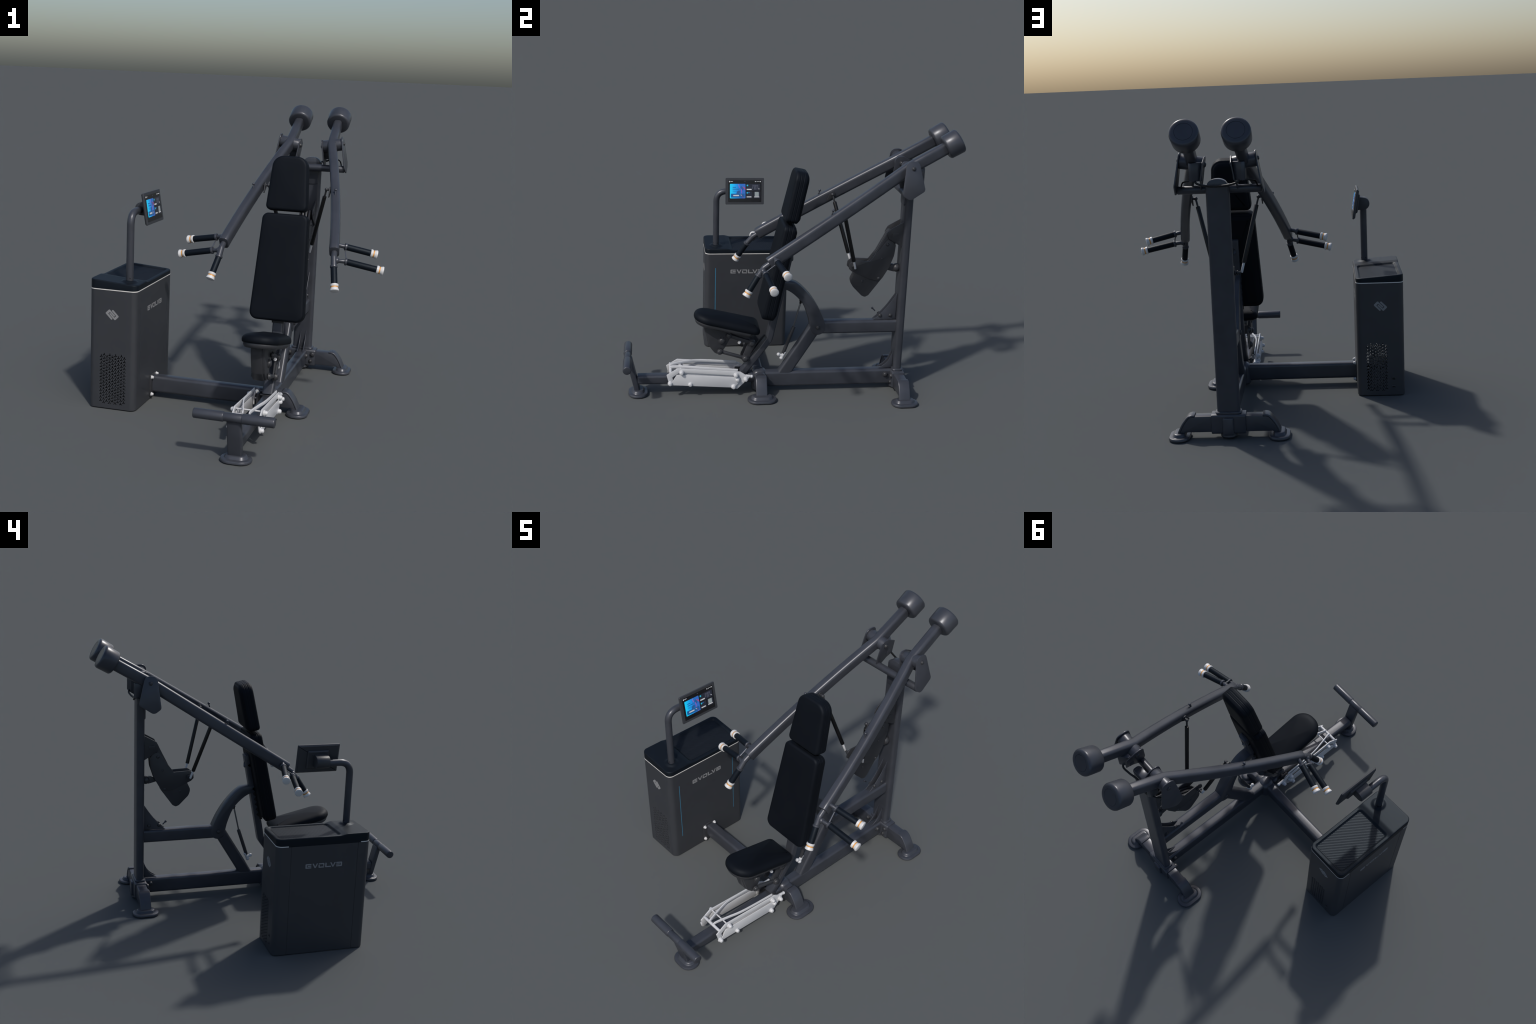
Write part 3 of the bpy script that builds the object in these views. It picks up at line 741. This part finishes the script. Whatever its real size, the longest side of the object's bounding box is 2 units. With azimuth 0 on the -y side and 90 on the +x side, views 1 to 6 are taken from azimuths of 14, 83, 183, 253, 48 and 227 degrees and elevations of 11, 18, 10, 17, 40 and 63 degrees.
def letter_o(x):
    a = [(0.06, 1.0), (1.16, 1.0), (1.28, 0.88), (1.28, 0.42), (1.22, 0.36), (1.04, 0.36), (1.02, 0.40), (1.02, 1-W), (0.04, 1-W)]
    b = [(0.0, 0.12), (0.12, 0.0), (1.26, 0.0), (1.26, W), (0.27, W), (0.27, 0.60), (0.25, 0.64), (0.0, 0.64)]
    return [[(x+p, q) for p, q in pl] for pl in (a, b)]
def letter_l(x):
    return [[(x+a, b) for a, b in [(0.10, 0.0), (1.30, 0.0), (1.30, W), (0.30, W), (0.30, 1.0), (0.02, 1.0), (0.0, 0.10)]]]
word = letter_e(0)+letter_v(1.52)+letter_o(2.90)+letter_l(4.38)+letter_v(5.48)+letter_e(6.86, True)
UN = 0.0273
strokes(word, lambda s, t, d: (X1-0.001+d*1.7, -0.289+s*UN, 0.536+t*UN), 0.001, "lettering", cabinet)
strokes(word, lambda s, t, d: (X0+0.001-d*1.7, -0.069-s*UN, 0.5345+t*UN), 0.001, "lettering", cabinet)
# emblem: two interlocking hooks, turned by 45 degrees (p runs down to the right, q up to the right)
HOOK = fillet([(-1.42, -1.0), (0.77, -1.0), (0.77, -0.57), (-0.86, -0.57), (-0.86, 0.06), (0.66, 0.06), (0.66, 0.42), (-1.42, 0.42)], [.22, .14, .14, .05, .05, .12, .12, .22], 4)
HOOKS = [HOOK, [(-p, -q) for p, q in HOOK]]
def emblem(y, s, out):
    k = 0.0232/math.sqrt(2)
    strokes(HOOKS, lambda p, q, d: (-0.6465+s*(p+q)*k, y+out*(d*1.7-0.001), 0.5385+(q-p)*k), 0.001, "emblem", cabinet)
emblem(Y0, 1, -1); emblem(Y1, -1, 1)

# ------------------------------------------------------------------ cabinet beam
cb = Geo().sweep([(X1-0.002, -0.168, 0.082), (0.17, -0.164, 0.082)], rrect(0.064, 0.098, 0.017), side=(0, 1, 0)).make("cabinet_beam", FRAME)
Geo().box((X1-0.001, -0.232, 0.014), (X1+0.007, -0.134, 0.144), ch=0.0015, r=0.006, axis='x').make("flange", PLATE, cb)
for y in (-0.219, -0.142):
    for z in (0.028, 0.129):
        bolt((X1+0.008, y, z), (1, 0, 0), cb, 0.95, WBOLT, "flange_bolt")

# ------------------------------------------------------------------ screen on its pole
pole = Geo().sweep(bend([(-0.578, -0.386, 0.690), (-0.578, -0.386, 1.094), (-0.578, -0.24, 1.094)], 0.105, 14), circ(0.0205, 28), side=(1, 0, 0)).make("screen_pole", FRAME)
for a in (25, 115, -65):
    d = Vector((math.cos(math.radians(a)), math.sin(math.radians(a)), 0))
    Geo().rod(Vector((-0.578, -0.386, 0.737))+d*0.0195, Vector((-0.578, -0.386, 0.737))+d*0.0212, 0.0032, 12).make("pole_screw", HOLE, pole)
# tablet frame: local axes e (width, +y), f (height), n (towards the user)
TA = math.atan2(0.029, 0.1715)
SE = Vector((0, 1, 0)); SF = Vector((-math.sin(TA), 0, math.cos(TA))); SNN = Vector((math.cos(TA), 0, math.sin(TA)))
SC = Vector((-0.517, -0.202, 1.1095))
def sc(e, f, n): return SC+SE*e+SF*f+SNN*n
def slab(e0, e1, f0, f1, n0, n1, r, name, mat, parent, ch=0.0):
    pl = [(e0, f0), (e1, f0), (e1, f1), (e0, f1)]
    if r: pl = fillet(pl, r, 5)
    g = Geo()
    if ch: g.rings([[sc(a, b, n0) for a, b in offset(pl, ch*2.2)], [sc(a, b, n0+ch*1.6) for a, b in offset(pl, ch*.4)], [sc(a, b, n0+ch*2) for a, b in pl], [sc(a, b, n1-ch*.5) for a, b in pl], [sc(a, b, n1) for a, b in offset(pl, ch*.4)]])
    else: g.rings([[sc(a, b, n0) for a, b in pl], [sc(a, b, n1) for a, b in pl]])
    return g.make(name, mat, parent)
tablet = slab(-0.1285, 0.1285, -0.088, 0.088, -0.016, 0.0, 0.006, "touch_screen", CASE, pole, ch=0.004)
EW, FW = 0.1110, 0.0725
slab(-EW, EW, -FW, FW, -0.001, 0.0006, 0.002, "display_glass", GLASS, tablet)
def px(a): return -EW+a*2*EW
def py(b): return FW-b*2*FW
def tile(a0, a1, b0, b1, lift, r, name, mat):
    return slab(px(a0), px(a1), py(b1), py(b0), 0.0007, 0.0007+lift*0.0003, r, name, mat, tablet)
tile(0.055, 0.520, 0.165, 0.830, 1, 0.004, "screen_card", CARD)
# abstract figure ribbons on the card
def ribbon(pts, w, lift, mat):
    c = [(Vector((px(a), py(b)))) for a, b in pts]; c = smooth(c, 5)
    L = []; R = []
    for i, p in enumerate(c):
        t = (c[min(i+1, len(c)-1)]-c[max(i-1, 0)]).normalized(); n = Vector((-t.y, t.x)); k = w*math.sin(math.pi*(0.12+0.8*i/(len(c)-1)))
        L.append(p+n*k); R.append(p-n*k)
    pl = [tuple(q) for q in L]+[tuple(q) for q in R[::-1]]
    g = Geo(); g.rings([[sc(a, b, 0.0009) for a, b in pl], [sc(a, b, 0.0007+lift*0.0003) for a, b in pl]]); g.make("screen_ribbon", mat, tablet)
ribbon([(0.31, 0.17), (0.33, 0.28), (0.345, 0.36)], 0.0022, 2, SCRP)
ribbon([(0.385, 0.28), (0.42, 0.38), (0.43, 0.46)], 0.0085, 2, SCRN)
ribbon([(0.44, 0.30), (0.49, 0.36), (0.515, 0.44)], 0.0030, 3, SCRR)
ribbon([(0.385, 0.38), (0.405, 0.48), (0.40, 0.62)], 0.0022, 3, SCRP)
ribbon([(0.40, 0.64), (0.43, 0.72), (0.455, 0.82)], 0.0030, 3, SCRP)
ribbon([(0.27, 0.66), (0.31, 0.55), (0.36, 0.50)], 0.0100, 2, SCRN)
tile(0.085, 0.49, 0.615, 0.79, 3, 0.002, "screen_button", SCRD)
tile(0.155, 0.325, 0.672, 0.725, 4, 0.001, "screen_caption", SCRW)
tile(0.365, 0.405, 0.665, 0.680, 4, 0.0, "screen_caption", SCRW)
tile(0.393, 0.405, 0.665, 0.715, 4, 0.0, "screen_caption", SCRW)
for b, a1, h in ((0.32, 0.235, 0.030), (0.405, 0.325, 0.030), (0.49, 0.31, 0.010), (0.53, 0.29, 0.010)):
    tile(0.135, a1, b-h/2, b+h/2, 3, 0.0, "screen_caption", SCRD)
tile(0.548, 0.965, 0.17, 0.475, 1, 0.002, "screen_tile", TILE)
tile(0.548, 0.735, 0.515, 0.825, 1, 0.002, "screen_tile", TILE)
tile(0.765, 0.965, 0.515, 0.825, 1, 0.002, "screen_tile", TILE)
tile(0.800, 0.922, 0.535, 0.735, 2, 0.003, "screen_badge", SCRG)
for a0, a1, b0, b1, m in ((0.557, 0.600, 0.205, 0.270, SCRC), (0.557, 0.595, 0.545, 0.610, SCRC), (0.60, 0.655, 0.545, 0.59, SCRN),
                          (0.557, 0.705, 0.395, 0.445, SCRW), (0.557, 0.700, 0.740, 0.785, SCRW), (0.785, 0.935, 0.745, 0.782, SCRW),
                          (0.912, 0.938, 0.38, 0.41, SCRW),
                          (0.028, 0.058, 0.032, 0.088, SCRW), (0.072, 0.142, 0.046, 0.068, SCRW), (0.485, 0.520, 0.046, 0.068, TILEB),
                          (0.805, 0.832, 0.042, 0.078, SCRW), (0.857, 0.882, 0.046, 0.074, SCRW), (0.905, 0.932, 0.050, 0.070, SCRW), (0.950, 0.980, 0.042, 0.080, SCRW)):
    tile(a0, a1, b0, b1, 3, 0.0008, "screen_caption", m)
# faint muscle diagram: shoulders, chest and arms as soft ellipses
for a, b, ra, rb in ((0.815, 0.255, 0.05, 0.05), (0.755, 0.25, 0.03, 0.04), (0.875, 0.25, 0.03, 0.04), (0.735, 0.345, 0.016, 0.06), (0.893, 0.345, 0.016, 0.06), (0.795, 0.37, 0.018, 0.07), (0.836, 0.37, 0.018, 0.07)):
    pl = [(px(a+ra*math.cos(t*math.pi/8)), py(b+rb*math.sin(t*math.pi/8))) for t in range(16)]
    g = Geo(); g.rings([[sc(x, y, 0.0009) for x, y in pl], [sc(x, y, 0.0014) for x, y in pl]]); g.make("screen_figure", TILEB, tablet)
# rear mount
slab(-0.060, 0.070, -0.058, 0.056, -0.028, -0.014, 0.006, "tablet_back", CASE, tablet, ch=0.003)
mt = Geo()
mprof = fillet([(-0.040, -0.034), (0.030, -0.040), (0.034, 0.040), (-0.010, 0.036)], [.024, .004, .004, .03], 6)
prof = []
for a in range(0, 13):
    t = math.radians(90+15*a); prof.append((-0.575+0.034*math.cos(t), 1.100+0.036*math.sin(t)))
prof += [(-0.532, 1.062), (-0.546, 1.140)]
mt.prism(prof, 'y', -0.252, -0.172, 0.003)
mt.make("tablet_mount", CASE, pole)
